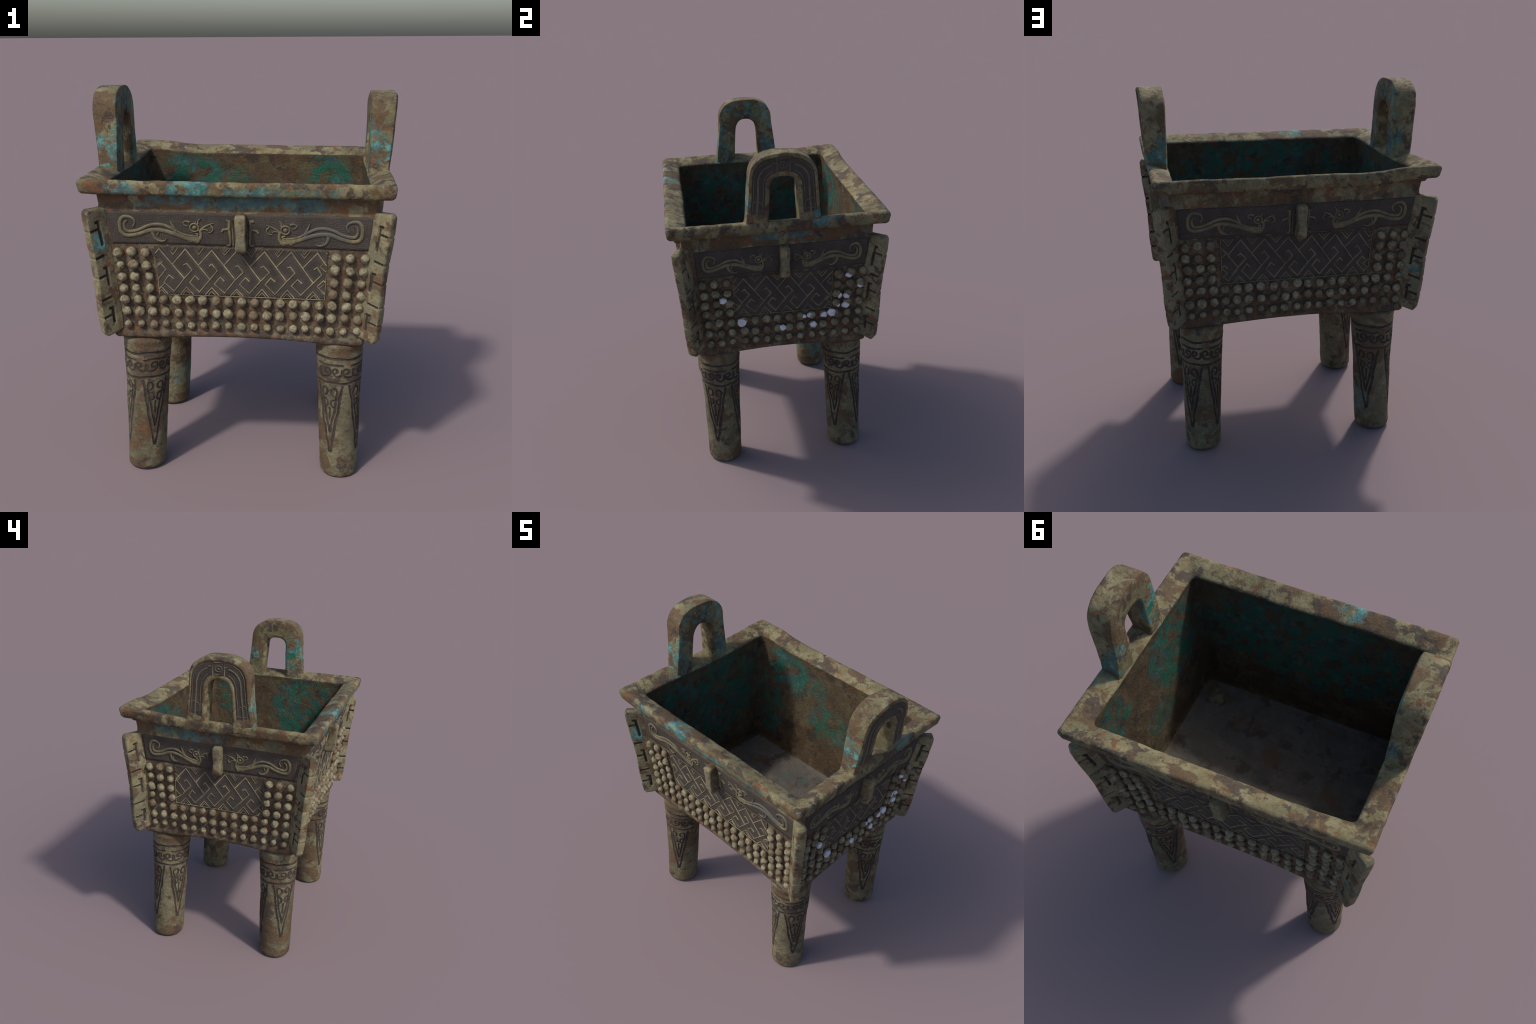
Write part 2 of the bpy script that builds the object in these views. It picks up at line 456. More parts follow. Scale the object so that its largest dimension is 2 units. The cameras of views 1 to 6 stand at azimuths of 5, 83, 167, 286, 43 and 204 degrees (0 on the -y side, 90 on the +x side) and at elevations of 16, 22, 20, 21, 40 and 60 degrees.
def shell():
    rings, regs = [], []
    for a, b in zip(PROFILE[:-1], PROFILE[1:]):
        ea, eb = np.array(extents(a)), np.array(extents(b))
        L = math.hypot(np.max(np.abs(ea - eb)), a[2] - b[2])
        n = max(1, int(round(L / 0.0125)))
        for k in range(n):
            t = k / n
            z = a[2] + (b[2] - a[2]) * t
            e = ea + (eb - ea) * t
            if a[0] is None and b[0] is None and a[1] == b[1]: e = np.array([wall(f, z) for f in range(4)])
            rings.append((e, z, a[3] + (b[3] - a[3]) * t))
            regs.append(a[4])
    rings.append((np.array(extents(PROFILE[-1])), PROFILE[-1][2], 0.0))
    V = []
    for ri, (e, z, r) in enumerate(rings):
        inside = ri < len(regs) and regs[ri].startswith('interior')
        for x, y in rect_ring(e, r):
            if not inside and z < 1.45: y += math.copysign(bow(2 if y > 0 else 0, x, z), y) * min(1.0, abs(y) / 0.46) ** 4
            q = Vector((x, y, z))
            zz = z
            if z < 0.82 and not inside:      # lower edge arches up a little between the legs
                e = max(0.0, 1 - (x / 0.42) ** 2) if abs(y) > 0.40 else max(0.0, 1 - (y / 0.30) ** 2)
                zz += 0.016 * e * smooth(0.82, 0.785, z)
            if 1.53 < z:                      # the lip is uneven, one corner is bent upward
                zz += 0.020 * smooth(0.35, 0.62, -x) * smooth(0.2, 0.6, y)
                zz += 0.0015 * mn.noise(q * 9.0)
            amp = 0.0035 if inside else (0.0022 if z > 1.45 else 0.0012)
            d = mn.noise_vector(q * 16.0) * amp + mn.noise_vector(q * 38.0) * amp * 0.5
            V.append(warp((x + d.x, y + d.y, zz + d.z)))
    nc = 2 * (NX + NY) + 4 * NC
    F = grid_faces(len(rings), nc, True)
    whole = bpy.data.meshes.new('shell')
    whole.from_pydata(V, [], F)
    whole.update()
    nrm = np.zeros(len(V) * 3)
    whole.vertices.foreach_get('normal', nrm)
    nrm = nrm.reshape(-1, 3)
    bpy.data.meshes.remove(whole)
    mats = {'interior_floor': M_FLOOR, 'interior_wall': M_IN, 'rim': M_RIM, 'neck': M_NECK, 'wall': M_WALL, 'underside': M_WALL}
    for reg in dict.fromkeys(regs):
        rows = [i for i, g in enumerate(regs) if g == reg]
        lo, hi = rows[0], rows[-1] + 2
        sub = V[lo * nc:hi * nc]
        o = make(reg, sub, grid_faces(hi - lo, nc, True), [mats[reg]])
        o.data.normals_split_custom_set_from_vertices([tuple(v) for v in nrm[lo * nc:hi * nc]])


shell()

# ------------------------------------------------------------------ frieze bands, dragons, meander panels
BAND_Z0, BAND_Z1 = 1.279, 1.443
PAN_Z0, PAN_Z1 = 1.011, 1.270


def slab(name, f, hw0, hw1, z0, z1, off, mat):
    """Thin raised field on a wall face; half width hw0 at the bottom, hw1 at the top."""
    nr, ncol = max(6, int((z1 - z0) / 0.012)), int(2 * hw1 / 0.012)
    V = []
    for i in range(nr + 3):
        ii = min(max(i - 1, 0), nr)
        z = z0 + (z1 - z0) * ii / nr
        hw = hw0 + (hw1 - hw0) * ii / nr
        for j in range(ncol + 3):
            jj = min(max(j - 1, 0), ncol)
            edge = i in (0, nr + 2) or j in (0, ncol + 2)
            s = -hw + 2 * hw * jj / ncol
            if edge:
                s *= 1.002
            V.append(on_face(f, s, z, -0.003 if edge else off))
    return make(name, V, grid_faces(nr + 3, ncol + 3), [mat])


# drawing units of the dragon: horizontal 0..940 from tail to horn tip, vertical 0..255 from top to foot
def dragon(rel, to_s, to_z, k):
    def c(pts): return [(to_s(x), to_z(y)) for x, y in pts]
    def w(v): return v * 0.00064 * k
    rel.curve(c([(140, 100), (162, 65), (152, 25), (110, 3), (55, 3), (17, 45), (10, 105), (20, 160), (60, 193), (130, 193),
                 (220, 170), (300, 140), (370, 133), (450, 143), (530, 167), (620, 200), (700, 227), (780, 235)]),
              lambda f: w(10 + 18 * min(1, f * 6) + 10 * f), h=0.0055)
    rel.curve(c([(95, 38), (62, 62), (56, 112), (80, 150), (140, 150), (210, 130), (280, 95), (360, 75), (440, 80), (510, 110), (565, 140)]),
              lambda f: w(10 + 16 * min(1, f * 5)), h=0.0055)
    rel.curve(c([(510, 20), (525, 65), (545, 110), (556, 160)]), w(7), w(34), h=0.005)
    rel.curve(c([(565, 140), (630, 172), (700, 186), (755, 190), (775, 170), (745, 160)]), w(18), w(12), h=0.005)
    rel.curve(c([(775, 240), (802, 195), (802, 145), (780, 120)]), w(30), w(18), h=0.0055)
    rel.curve(c([(585, 165), (660, 200), (740, 212), (785, 205)]), w(22), w(48), h=0.0042)
    rel.ring((to_s(745), to_z(100)), w(32), w(13), 0.006)
    rel.dome((to_s(745), to_z(100)), w(17), 0.007)
    rel.curve(c([(630, 55), (665, 38), (700, 47)]), w(8), w(22), h=0.005)
    rel.curve(c([(630, 55), (655, 80), (680, 88)]), w(16), w(6), h=0.005)
    rel.curve(c([(780, 62), (785, 28), (812, 4)]), w(18), w(5), h=0.005)
    rel.curve(c([(755, 60), (770, 20)]), w(12), w(5), h=0.0045)
    rel.curve(c([(800, 130), (840, 92), (890, 66), (932, 54)]), w(22), w(6), h=0.005)
    rel.curve(c([(895, 70), (925, 105), (910, 140), (875, 150)]), w(16), w(5), h=0.005)
    rel.curve(c([(808, 122), (850, 116), (872, 128)]), w(16), w(6), h=0.0045)
    rel.curve(c([(332, 138), (338, 185), (364, 230), (410, 250), (450, 243), (468, 220)]), w(34), w(8), h=0.0055)
    rel.curve(c([(395, 155), (375, 185), (380, 220), (410, 233)]), w(12), w(6), h=0.0045)
    rel.curve(c([(670, 222), (685, 247), (715, 249)]), w(12), w(5), h=0.0045)
    rel.ring((to_s(765), to_z(240)), w(13), w(8), 0.0045)


def bracket(rel, to_s, to_z):
    def c(pts): return [(to_s(x), to_z(y)) for x, y in pts]
    rel.stroke(c([(1045, 20), (1080, 25), (1080, 105), (1020, 115), (1005, 140)]), 0.016, 0.008, 0.005)
    rel.curve(c([(1080, 105), (1090, 250), (1062, 275), (1045, 245)]), 0.016, 0.007, 0.005)
    rel.stroke(c([(1115, 15), (1115, 280)]), 0.006, 0.006, 0.004)


def clip_seg(a, b, x0, x1, y0, y1):
    t0, t1 = 0.0, 1.0
    dx, dy = b[0] - a[0], b[1] - a[1]
    for p, q in ((-dx, a[0] - x0), (dx, x1 - a[0]), (-dy, a[1] - y0), (dy, y1 - a[1])):
        if abs(p) < 1e-12:
            if q < 0: return None
        else:
            r = q / p
            if p < 0: t0 = max(t0, r)
            else: t1 = min(t1, r)
    if t0 >= t1: return None
    return ((a[0] + t0 * dx, a[1] + t0 * dy), (a[0] + t1 * dx, a[1] + t1 * dy))


def polyline_clip(pts, box):
    out, cur = [], []
    for a, b in zip(pts[:-1], pts[1:]):
        s = clip_seg(a, b, *box)
        if s is None:
            if len(cur) > 1: out.append(cur)
            cur = []
            continue
        if cur and np.allclose(cur[-1], s[0], atol=1e-7): cur.append(s[1])
        else:
            if len(cur) > 1: out.append(cur)
            cur = [s[0], s[1]]
    if len(cur) > 1: out.append(cur)
    return out


# interlocking hooked-lozenge unit, in drawing units relative to its apex (x right, y down)
UNIT = [
    ([(-139, 151), (0, 0), (230, 290)], 15),                                    # roof and long diagonal
    ([(228, 158), (258, 138), (312, 202), (230, 290), (110, 425), (15, 330), (75, 262), (116, 298)], 15),   # S with two hooks
    ([(-205, -40), (-128, 50), (-50, -40)], 12), ([(-165, -30), (-128, 14), (-92, -30)], 7),   # hanging triangle
    ([(-95, 460), (-22, 378), (55, 460)], 12), ([(-55, 450), (-22, 412), (14, 450)], 7),       # standing triangle
]
PITCH, UX, UZ = 0.128, 0.000494, 0.000532


def offset_line(P, d):
    """Parallel of a polyline at distance d, mitred."""
    P = [np.array(p, float) for p in P]
    out = []
    for i, p in enumerate(P):
        a = P[i] - P[i - 1] if i > 0 else P[i + 1] - P[i]
        b = P[i + 1] - P[i] if i < len(P) - 1 else a
        a, b = a / np.linalg.norm(a), b / np.linalg.norm(b)
        t = a + b
        t = t / max(np.linalg.norm(t), 1e-6)
        out.append(tuple(p + np.array([-t[1], t[0]]) * d / max(0.5, float(t @ a))))
    return out


def meander(f, hw, phase, parent):
    rel = Relief(lambda s, z, off: on_face(f, s * (0.978 + 0.022 * (z - PAN_Z0) / 0.259), z, 0.003 + off))
    faint = Relief(rel.map)
    box = (-hw + 0.004, hw - 0.004, PAN_Z0 + 0.003, PAN_Z1 - 0.003)
    k0 = int(hw / PITCH) + 3
    for k in range(-k0, k0 + 1):
        ax, az = phase + k * PITCH, PAN_Z1 - 0.016
        for pts, w in UNIT:
            jit = [rng.uniform(-3, 3) for _ in range(2)]
            P = [(ax + (x + jit[0] + rng.uniform(-4, 4)) * UX, az - (y + jit[1] + rng.uniform(-4, 4)) * UZ) for x, y in pts]
            for seg in polyline_clip(P, box):
                rel.stroke(seg, w * 0.00050, h=0.0028 + rng.uniform(-0.0003, 0.0003))
            if w > 10:
                for off in (-0.0105, 0.0105):
                    for seg in polyline_clip(offset_line(P, off), box):
                        faint.stroke(seg, 0.0022, h=0.0008 + rng.uniform(-0.0002, 0.0002))
    for sgn in (-1, 1):                         # small triangles against both ends, and the frame lines
        for zc in (0.915 * 0.259 - 0.06, 0.06 * 1.0):
            P = [(sgn * (hw - 0.004), PAN_Z0 + zc + 0.026), (sgn * (hw - 0.034), PAN_Z0 + zc), (sgn * (hw - 0.004), PAN_Z0 + zc - 0.026)]
            rel.stroke(P, 0.0055, h=0.0026)
        rel.stroke([(sgn * (hw - 0.002), PAN_Z0), (sgn * (hw - 0.002), PAN_Z1)], 0.004, h=0.0022)
    rel.stroke([(-hw, PAN_Z0 + 0.001), (hw, PAN_Z0 + 0.001)], 0.0045, h=0.0022)
    rel.emit('meander_line', M_LINE, parent)
    faint.emit('contour_line', M_FAINT, parent)


def ridge(f, w, prot):
    """Short projecting tab in the middle of the frieze, waisted, lower end rounded off."""
    V, n = [], 26
    z0, z1 = 1.256, 1.446
    sect = []
    for j in range(24):
        a = 2 * math.pi * j / 24
        sect.append((math.copysign(abs(math.cos(a)) ** 0.35, math.cos(a)), math.copysign(abs(math.sin(a)) ** 0.35, math.sin(a))))
    for i in range(n):
        t = i / (n - 1)
        z = z0 + (z1 - z0) * t
        k = 1.0 - 0.16 * math.exp(-((t - 0.45) / 0.18) ** 2)
        e = min(t, 1 - t) * (n - 1)
        cap = {0: 0.72, 1: 0.92}.get(int(round(e)), 1.0)
        p = prot * (0.86 + 0.22 * abs(t - 0.45)) * (1 - 0.42 * math.exp(-t / 0.10))
        for u, v in sect:
            depth = p * 0.5 + (v * (p * 0.5 + 0.004)) * (cap if v > 0 else 1)
            s = u * w * 0.5 * k * cap + 0.007
            V.append(on_face(f, s, z, depth + (wall(f, 1.40) - wall(f, z)) * 0.7 * (1 if v > 0 else 0)))
    F = grid_faces(n, 24, True)
    F.append(tuple(reversed(range(24))))
    F.append(tuple((n - 1) * 24 + j for j in range(24)))
    return make('ridge', V, F, [M_RIDGE])


FACE_BAND = {0: 0.632, 1: 0.490, 2: 0.632, 3: 0.490}
FACE_PAN = {0: 0.420, 1: 0.289, 2: 0.412, 3: 0.290}
for f in range(4):
    hw = FACE_BAND[f]
    band = slab('frieze_band', f, hw - 0.012, hw, BAND_Z0, BAND_Z1, 0.0025, M_BAND)
    long = f % 2 == 0
    k = 1.0 if long else 0.84
    s_tail = -0.584 if long else -0.447
    for sgn in (1, -1):
        rel = Relief(lambda s, z, off, sgn=sgn, f=f: on_face(f, sgn * s, z, 0.0025 + off))
        if sgn < 0: rel.F_flip = True
        to_s = lambda x: s_tail + x * 0.000494 * k
        to_z = lambda y: 1.419 - y * 0.000498 * (1.0 if long else 0.92) - (0 if long else 0.008)
        dragon(rel, to_s, to_z, k if long else 0.92)
        if sgn < 0: rel.F = [tuple(reversed(q)) for q in rel.F]
        rel.emit('dragon', M_DRAGON, band)
    if long:
        rel = Relief(lambda s, z, off, f=f: on_face(f, s, z, 0.0025 + off))
        bracket(rel, lambda x: -0.584 + x * 0.000494, lambda y: 1.419 - y * 0.000498)
        bracket(rel, lambda x: 0.584 - x * 0.000494, lambda y: 1.419 - y * 0.000498)
        rel.emit('bracket_motif', M_DRAGON, band)
    hp = FACE_PAN[f]
    panel = slab('meander_panel', f, hp * 0.978, hp, PAN_Z0, PAN_Z1, 0.0030, M_PANEL)
    meander(f, hp, {0: -0.012, 1: 0.03, 2: -0.05, 3: 0.045}[f], panel)
    ridge(f, 0.054 if long else 0.056, 0.060)

# ------------------------------------------------------------------ bosses
def boss_mesh(i):
    r = random.Random(40 + i)
    V, nr, nc = [], 11, 20
    sh = Vector((r.uniform(-4, 4), r.uniform(-4, 4), r.uniform(-4, 4)))
    for a in range(nr):
        t = a / (nr - 1)
        ang = math.radians(-38 + 128 * t)
        rad = 0.0262 * math.cos(ang) ** (0.90 + 0.10 * (i % 3)) if t < 1 else 0.0008
        h = 0.0120 + 0.0250 * math.sin(ang) + 0.0015 * (i % 2) * t ** 4
        for b in range(nc):
            q = 2 * math.pi * b / nc
            p = Vector((rad * math.cos(q), rad * math.sin(q), h))
            d = mn.noise_vector(p * 48 + sh) * 0.0042
            V.append(p + d)
    me = bpy.data.meshes.new('boss')
    me.from_pydata([tuple(v) for v in V], [], grid_faces(nr, nc, True) + [tuple(range((nr - 1) * nc, nr * nc))])
    me.materials.append(M_BOSS)
    me.polygons.foreach_set('use_smooth', np.full(len(me.polygons), True))
    me.update()
    return me


BOSS = [boss_mesh(i) for i in range(6)]
NORMAL = [Vector((0, -1, 0.075)), Vector((1, 0, 0.07)), Vector((0, 1, 0.075)), Vector((-1, 0, 0.07))]
ROWS = [1.237, 1.172, 1.108, 1.046, 0.982, 0.916, 0.851]


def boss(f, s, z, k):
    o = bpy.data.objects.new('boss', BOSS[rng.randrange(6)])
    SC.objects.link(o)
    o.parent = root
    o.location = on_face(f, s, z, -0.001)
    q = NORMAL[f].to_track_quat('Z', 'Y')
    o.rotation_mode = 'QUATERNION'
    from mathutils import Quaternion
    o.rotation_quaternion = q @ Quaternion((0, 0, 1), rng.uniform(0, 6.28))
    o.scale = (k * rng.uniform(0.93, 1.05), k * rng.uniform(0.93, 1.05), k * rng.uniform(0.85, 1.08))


for f in range(4):
    long = f % 2 == 0
    ncol = 19 if long else 14
    for ri, z in enumerate(ROWS):
        tz = (z - ROWS[-1]) / (ROWS[0] - ROWS[-1])
        half = (0.571 + 0.023 * tz) if long else (0.430 + 0.022 * tz)
        for ci in range(ncol):
            side = ci < 3 or ci >= ncol - 3
            if ri < 4 and not side: continue
            j = ci if ci < 3 else ncol - 1 - ci
            if side:
                s = (half - j * (0.0655 if long else 0.0665)) * (-1 if ci < 3 else 1)
            else:
                s = -half + 2 * half * ci / (ncol - 1)
            k = (0.95 if ri < 6 else 0.80) * rng.uniform(0.92, 1.06)
            boss(f, s + rng.uniform(-0.004, 0.004), z + rng.uniform(-0.004, 0.004), k)

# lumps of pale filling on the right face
for s, z, k in [(-0.335, 1.135, 1.0), (-0.305, 1.11, 0.8), (-0.232, 0.985, 1.35), (0.005, 0.925, 0.95), (0.385, 1.235, 0.9), (0.455, 1.16, 0.8),
                (0.335, 1.105, 0.8), (0.378, 1.10, 1.0), (0.325, 1.045, 0.8), (0.372, 1.04, 1.15), (0.13, 0.985, 0.7), (0.165, 0.99, 0.8),
                (0.248, 0.985, 0.95), (0.292, 0.995, 1.25), (0.185, 0.925, 1.0)]:
    V, c = [], on_face(1, s - 0.012, z - 0.006, 0.022)
    sh = rng.uniform(0, 50)
    for i in range(9):
        a = -math.pi / 2 + math.pi * i / 8
        for j in range(14):
            b = 2 * math.pi * j / 14
            d = Vector((math.cos(a) * math.cos(b), math.cos(a) * math.sin(b), math.sin(a)))
            r = 0.019 * k * (1 + 0.35 * mn.noise(d * 1.6 + Vector((sh, 0, 0))))
            V.append((c[0] + d.x * r * 0.75, c[1] + d.y * r * 1.1, c[2] + d.z * r))
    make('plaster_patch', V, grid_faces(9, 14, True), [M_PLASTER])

# ------------------------------------------------------------------ corner flanges with hooked grooves
HOOKS = [(1.393, 1.281, 1.359), (1.158, 1.073, 1.121), (0.944, 0.870, 0.910)]
BARS = [1.222, 1.003]


def groove_d(r, z):
    """Distance to the nearest groove centre line; r is 0 at the root, 1 at the outer edge."""
    d = 1.0
    rr = r * 0.085
    for za, zb, zh in HOOKS:
        d = min(d, math.hypot(rr - 0.024, max(0, z - za, zb - z)) * 0.82)
        d = min(d, math.hypot(max(0, 0.024 - rr), z - zh + (rr - 0.024) * 0.18) * 1.15)
    for za, zb, zh in HOOKS:
        d = min(d, math.hypot(max(0, 0.024 - rr, rr - 0.040), z - za))
    for zb in BARS:
        d = min(d, math.hypot(max(0, 0.026 - rr), z - zb + (rr - 0.026) * 0.18) * 1.15)
    return d


TIPS = {(1, -1): ((0.738, -0.574), (0.683, -0.523)), (-1, -1): ((-0.716, -0.594), (-0.672, -0.534)),
        (1, 1): ((0.730, 0.592), (0.670, 0.548)), (-1, 1): ((-0.742, 0.582), (-0.687, 0.547))}


def flange(sx, sy):
    (tx, ty), (bx, by) = TIPS[(sx, sy)]
    zt, zb, nz = 1.458, 0.800, 230
    th, nw, ne = 0.024, 34, 10
    V, G = [], []
    for i in range(nz):
        t = i / (nz - 1)
        z = zb + (zt - zb) * t
        zc = min(max(z, 0.78), 1.44)
        wx, wy = wall(1 if sx > 0 else 3, zc), wall(2 if sy > 0 else 0, zc) + bow(2 if sy > 0 else 0, 0.6, zc)
        # lower end: the outer edge hangs lower than the root
        root_p = np.array([sx * (wx - 0.022) + 0.003 * sy * wy, sy * (wy - 0.018)])
        wp = warp((root_p[0], root_p[1], z))
        ux = smooth(0, 1, 0)
        tip = np.array([bx + (tx - bx) * t, by + (ty - by) * t])
        tip = tip + (tip / np.linalg.norm(tip)) * (0.004 * math.sin(t * 9.0) - 0.002 - 0.010 * smooth(0.97, 1.0, t) - 0.010 * smooth(0.03, 0.0, t))
        d = tip - root_p
        L = np.linalg.norm(d); d = d / L
        nrm = np.array([-d[1], d[0]])
        ring = []
        for j in range(nw):
            ring.append((j / (nw - 1), 1.0))
        for j in range(1, ne):
            a = math.pi / 2 - math.pi * j / ne
            ring.append((1.0 + 0.08 * math.cos(a), math.copysign(abs(math.sin(a)) ** 0.5, math.sin(a))))
        for j in range(nw):
            ring.append((1 - j / (nw - 1), -1.0))
        for r, v in ring:
            rr = min(r, 1.0)
            gd = groove_d(max(0.0, (rr * L - 0.028) / (L - 0.028)), z)
            dep = 0.0100 * (1 - smooth(0.0045, 0.0095, gd))
            endz = min(1, (zt - z) / 0.012, (z - zb) / 0.012)
            tk = (th * (0.80 + 0.20 * math.sqrt(max(0, endz)))) * (1.0 + 0.12 * rr)
            n2 = mn.noise(Vector((root_p[0] * 3 + r, v, z * 14))) * 0.0025
            p = root_p + d * (r * L * (0.955) - (dep * 0.35 if r > 0.98 else 0)) + nrm * (v * (tk - dep * (1 if r <= 1.0 else 0)) + n2)
            zz = z + (0.018 * (1 - rr) * smooth(0.06, 0.0, t)) - 0.012 * (1 - rr) * 0 + mn.noise(Vector((p[0] * 9, p[1] * 9, z * 9))) * 0.002
            k = 1.0
            V.append((p[0], p[1], zz - 0.004 * sx * 0.66))
            G.append(int(gd < 0.0074 and r < 1.03))
    nc = 2 * nw + ne - 1
    F = grid_faces(nz, nc, True)
    idx = [1 if sum(G[v] for v in q) >= 3 else 0 for q in F]
    F.append(tuple(reversed(range(nc)))); F.append(tuple((nz - 1) * nc + j for j in range(nc)))
    idx += [0, 0]
    make('corner_flange', V, F, [M_FLANGE, M_GROOVE], idx=idx)


for sx in (1, -1):
    for sy in (1, -1):
        flange(sx, sy)

# ------------------------------------------------------------------ legs with incised scrolls and hanging blades
def scroll(cx, cz, w, h, flip):
    P = [(-w, h * 0.35), (-w, -h * 0.55), (-w * 0.35, -h), (w * 0.6, -h * 0.75), (w, -h * 0.1), (w * 0.75, h * 0.6),
         (w * 0.1, h * 0.5), (0.0, -h * 0.1), (w * 0.42, -h * 0.25)]
    return [(cx + (x if not flip else -x), cz + z) for x, z in P]


def leg_lines(blades):
    L = []
    for a0 in blades:
        q = a0 - math.pi / 4
        L.append((catmull(scroll(a0 * 0.11 - 0.022, 0.612, 0.030, 0.030, False), 0.006), 0.0050))
        L.append((catmull(scroll(a0 * 0.11 + 0.042, 0.612, 0.022, 0.028, True), 0.006), 0.0050))
        L.append((catmull(scroll(a0 * 0.11 + 0.098, 0.612, 0.026, 0.029, True), 0.006), 0.0050))
        L.append(([(a0 * 0.11 - 0.060, 0.648), (a0 * 0.11 + 0.070, 0.650)], 0.0043))
        c = a0 * 0.11
        L.append(([(c - 0.066, 0.535), (c - 0.040, 0.36), (c - 0.004, 0.155)], 0.0050))
        L.append(([(c + 0.066, 0.535), (c + 0.040, 0.36), (c + 0.004, 0.155)], 0.0050))
        L.append(([(c - 0.044, 0.50), (c - 0.026, 0.39), (c, 0.265)], 0.0046))
        L.append(([(c + 0.044, 0.50), (c + 0.026, 0.39), (c, 0.265)], 0.0046))
        for sg in (-1, 1):
            L.append((catmull([(c + sg * 0.044, 0.50), (c + sg * 0.030, 0.520), (c + sg * 0.012, 0.510), (c + sg * 0.012, 0.485), (c + sg * 0.024, 0.478)], 0.006), 0.0043))
            L.append((catmull([(c + sg * 0.036, 0.455), (c + sg * 0.014, 0.450), (c + sg * 0.010, 0.425), (c + sg * 0.022, 0.415)], 0.006), 0.0043))
        L.append(([(c, 0.41), (c, 0.34)], 0.0042))
    ends = (min(blades) * 0.11 - 0.10, max(blades) * 0.11 + 0.10)
    L.append(([(ends[0], 0.686), (ends[1], 0.686)], 0.0052))
    L.append(([(ends[0], 0.550), (ends[1], 0.553)], 0.0050))
    return L


def leg_field(lines, A, Z):
    """Signed groove mask over the unrolled leg surface: distance minus half width."""
    D = np.full(A.shape, 1.0)
    for pts, hw in lines:
        pts = [np.array(p[:2], float) for p in pts]
        lo = np.min(pts, axis=0) - 0.02; hi = np.max(pts, axis=0) + 0.02
        m = (A > lo[0]) & (A < hi[0]) & (Z > lo[1]) & (Z < hi[1])
        if not m.any(): continue
        a, z = A[m], Z[m]
        best = np.full(a.shape, 1.0)
        for p, q in zip(pts[:-1], pts[1:]):
            d = q - p
            L2 = max(float(d @ d), 1e-12)
            t = np.clip(((a - p[0]) * d[0] + (z - p[1]) * d[1]) / L2, 0, 1)
            best = np.minimum(best, np.hypot(a - p[0] - t * d[0], z - p[1] - t * d[1]))
        D[m] = np.minimum(D[m], best - hw)
    return D


LEGS = {(1, -1): ((0.519, -0.358), (0.507, -0.359), 0.002, (-80, 10, 100)),
        (-1, -1): ((-0.523, -0.369), (-0.493, -0.360), 0.005, (-92, -2, 87)),
        (1, 1): ((0.499, 0.405), (0.496, 0.389), 0.0, (-78, 10, 98)),
        (-1, 1): ((-0.526, 0.387), (-0.497, 0.374), 0.005, (-90, 2, 90))}


def leg(sx, sy):
    (bx, by), (tx, ty), extra, rot = LEGS[(sx, sy)]
    nz, na = 300, 216
    zs = np.concatenate([[0.0, 0.0, 0.003, 0.010, 0.020], np.linspace(0.03, 0.745, nz - 13), [0.752, 0.760, 0.768, 0.775, 0.781, 0.785, 0.788, 0.789]])
    out = math.atan2(sy * 0.75, sx)                       # outward diagonal
    th = np.linspace(-math.pi, math.pi, na, endpoint=False)
    A, Z = np.meshgrid(th * 0.11, zs)
    # unroll so that angle grows to the viewer's right
    wob = np.array([[mn.noise(Vector((math.cos(t) * 2.2 + sx * 3, math.sin(t) * 2.2 + sy * 5, z * 14))) for t in th[::4]] for z in zs])
    wob = np.repeat(wob, 4, axis=1)
    D = leg_field(leg_lines([math.radians(b) for b in rot]), A + 0.006 * wob, Z + 0.007 * np.roll(wob, 40, axis=1)) + 0.0022 * np.roll(wob, 90, axis=1)
    V, G = [], []
    cap = {0: 0.05, 1: 0.86, 2: 0.93, 3: 0.975, 4: 0.995}
    for i, z in enumerate(zs):
        t = z / 0.7
        cx, cy = bx + (tx - bx) * t, by + (ty - by) * t
        foot = 0.006 if (sx, sy) != (1, -1) else 0.0
        r = (0.1005 + 0.006 * smooth(0.0, 0.45, z) + 0.011 * smooth(0.40, 0.72, z) + 0.012 * smooth(0.70, 0.80, z) + extra * t) * cap.get(i, 1.0)
        r += 0.0022 * math.exp(-((z - 0.70) / 0.012) ** 2)
        if z > 0.745: r *= math.sqrt(max(0.02, 1 - ((z - 0.745) / 0.0445) ** 2))     # rounded shoulder under the wall
        for j, a in enumerate(th):
            ang = out + a
            q = Vector((math.cos(ang), math.sin(ang), 0))
            pos = Vector((cx, cy, z)) + q * r
            n = 0.0035 * mn.noise(pos * 6.0) + 0.0016 * mn.noise(pos * 24.0)
            g = D[i, j]
            dep = 0.0032 * (1 - smooth(-0.0025, 0.0022, g)) if z > 0.1 else 0.0
            rr = r + (n if i > 0 else 0) - dep
            zz = z + (0.004 * mn.noise(pos * 8.0) if 0 < i < 20 else 0) + (0.002 if 0 < i < 20 else 0)
            V.append((cx + q.x * rr, cy + q.y * rr, max(0.0, zz) + foot * (1 - smooth(0.0, 0.1, z))))
            G.append(int(g < 0.0008))
    F = grid_faces(len(zs), na, True)
    idx = [1 if G[q[0]] + G[q[1]] + G[q[2]] + G[q[3]] >= 2 else 0 for q in F]
    F.append(tuple(reversed(range(na)))); idx.append(0)
    F.append(tuple((len(zs) - 1) * na + j for j in range(na))); idx.append(0)
    make('leg', V, F, [M_LEG, M_GROOVE], idx=idx)


for sx in (1, -1):
    for sy in (1, -1):
        leg(sx, sy)

# ------------------------------------------------------------------ upright loop handles
def loop_outline(t, base, shoulder, top, z0, zs, p):
    """Half-loop: t 0..1 runs up one jamb, over the arch, down the other."""
    a = math.pi * t
    c, s = math.cos(a), math.sin(a)
    if abs(c) < 1e-9: c = 0.0
    y = -math.copysign(abs(c) ** p, c)
    z = abs(s) ** p
    return y, z


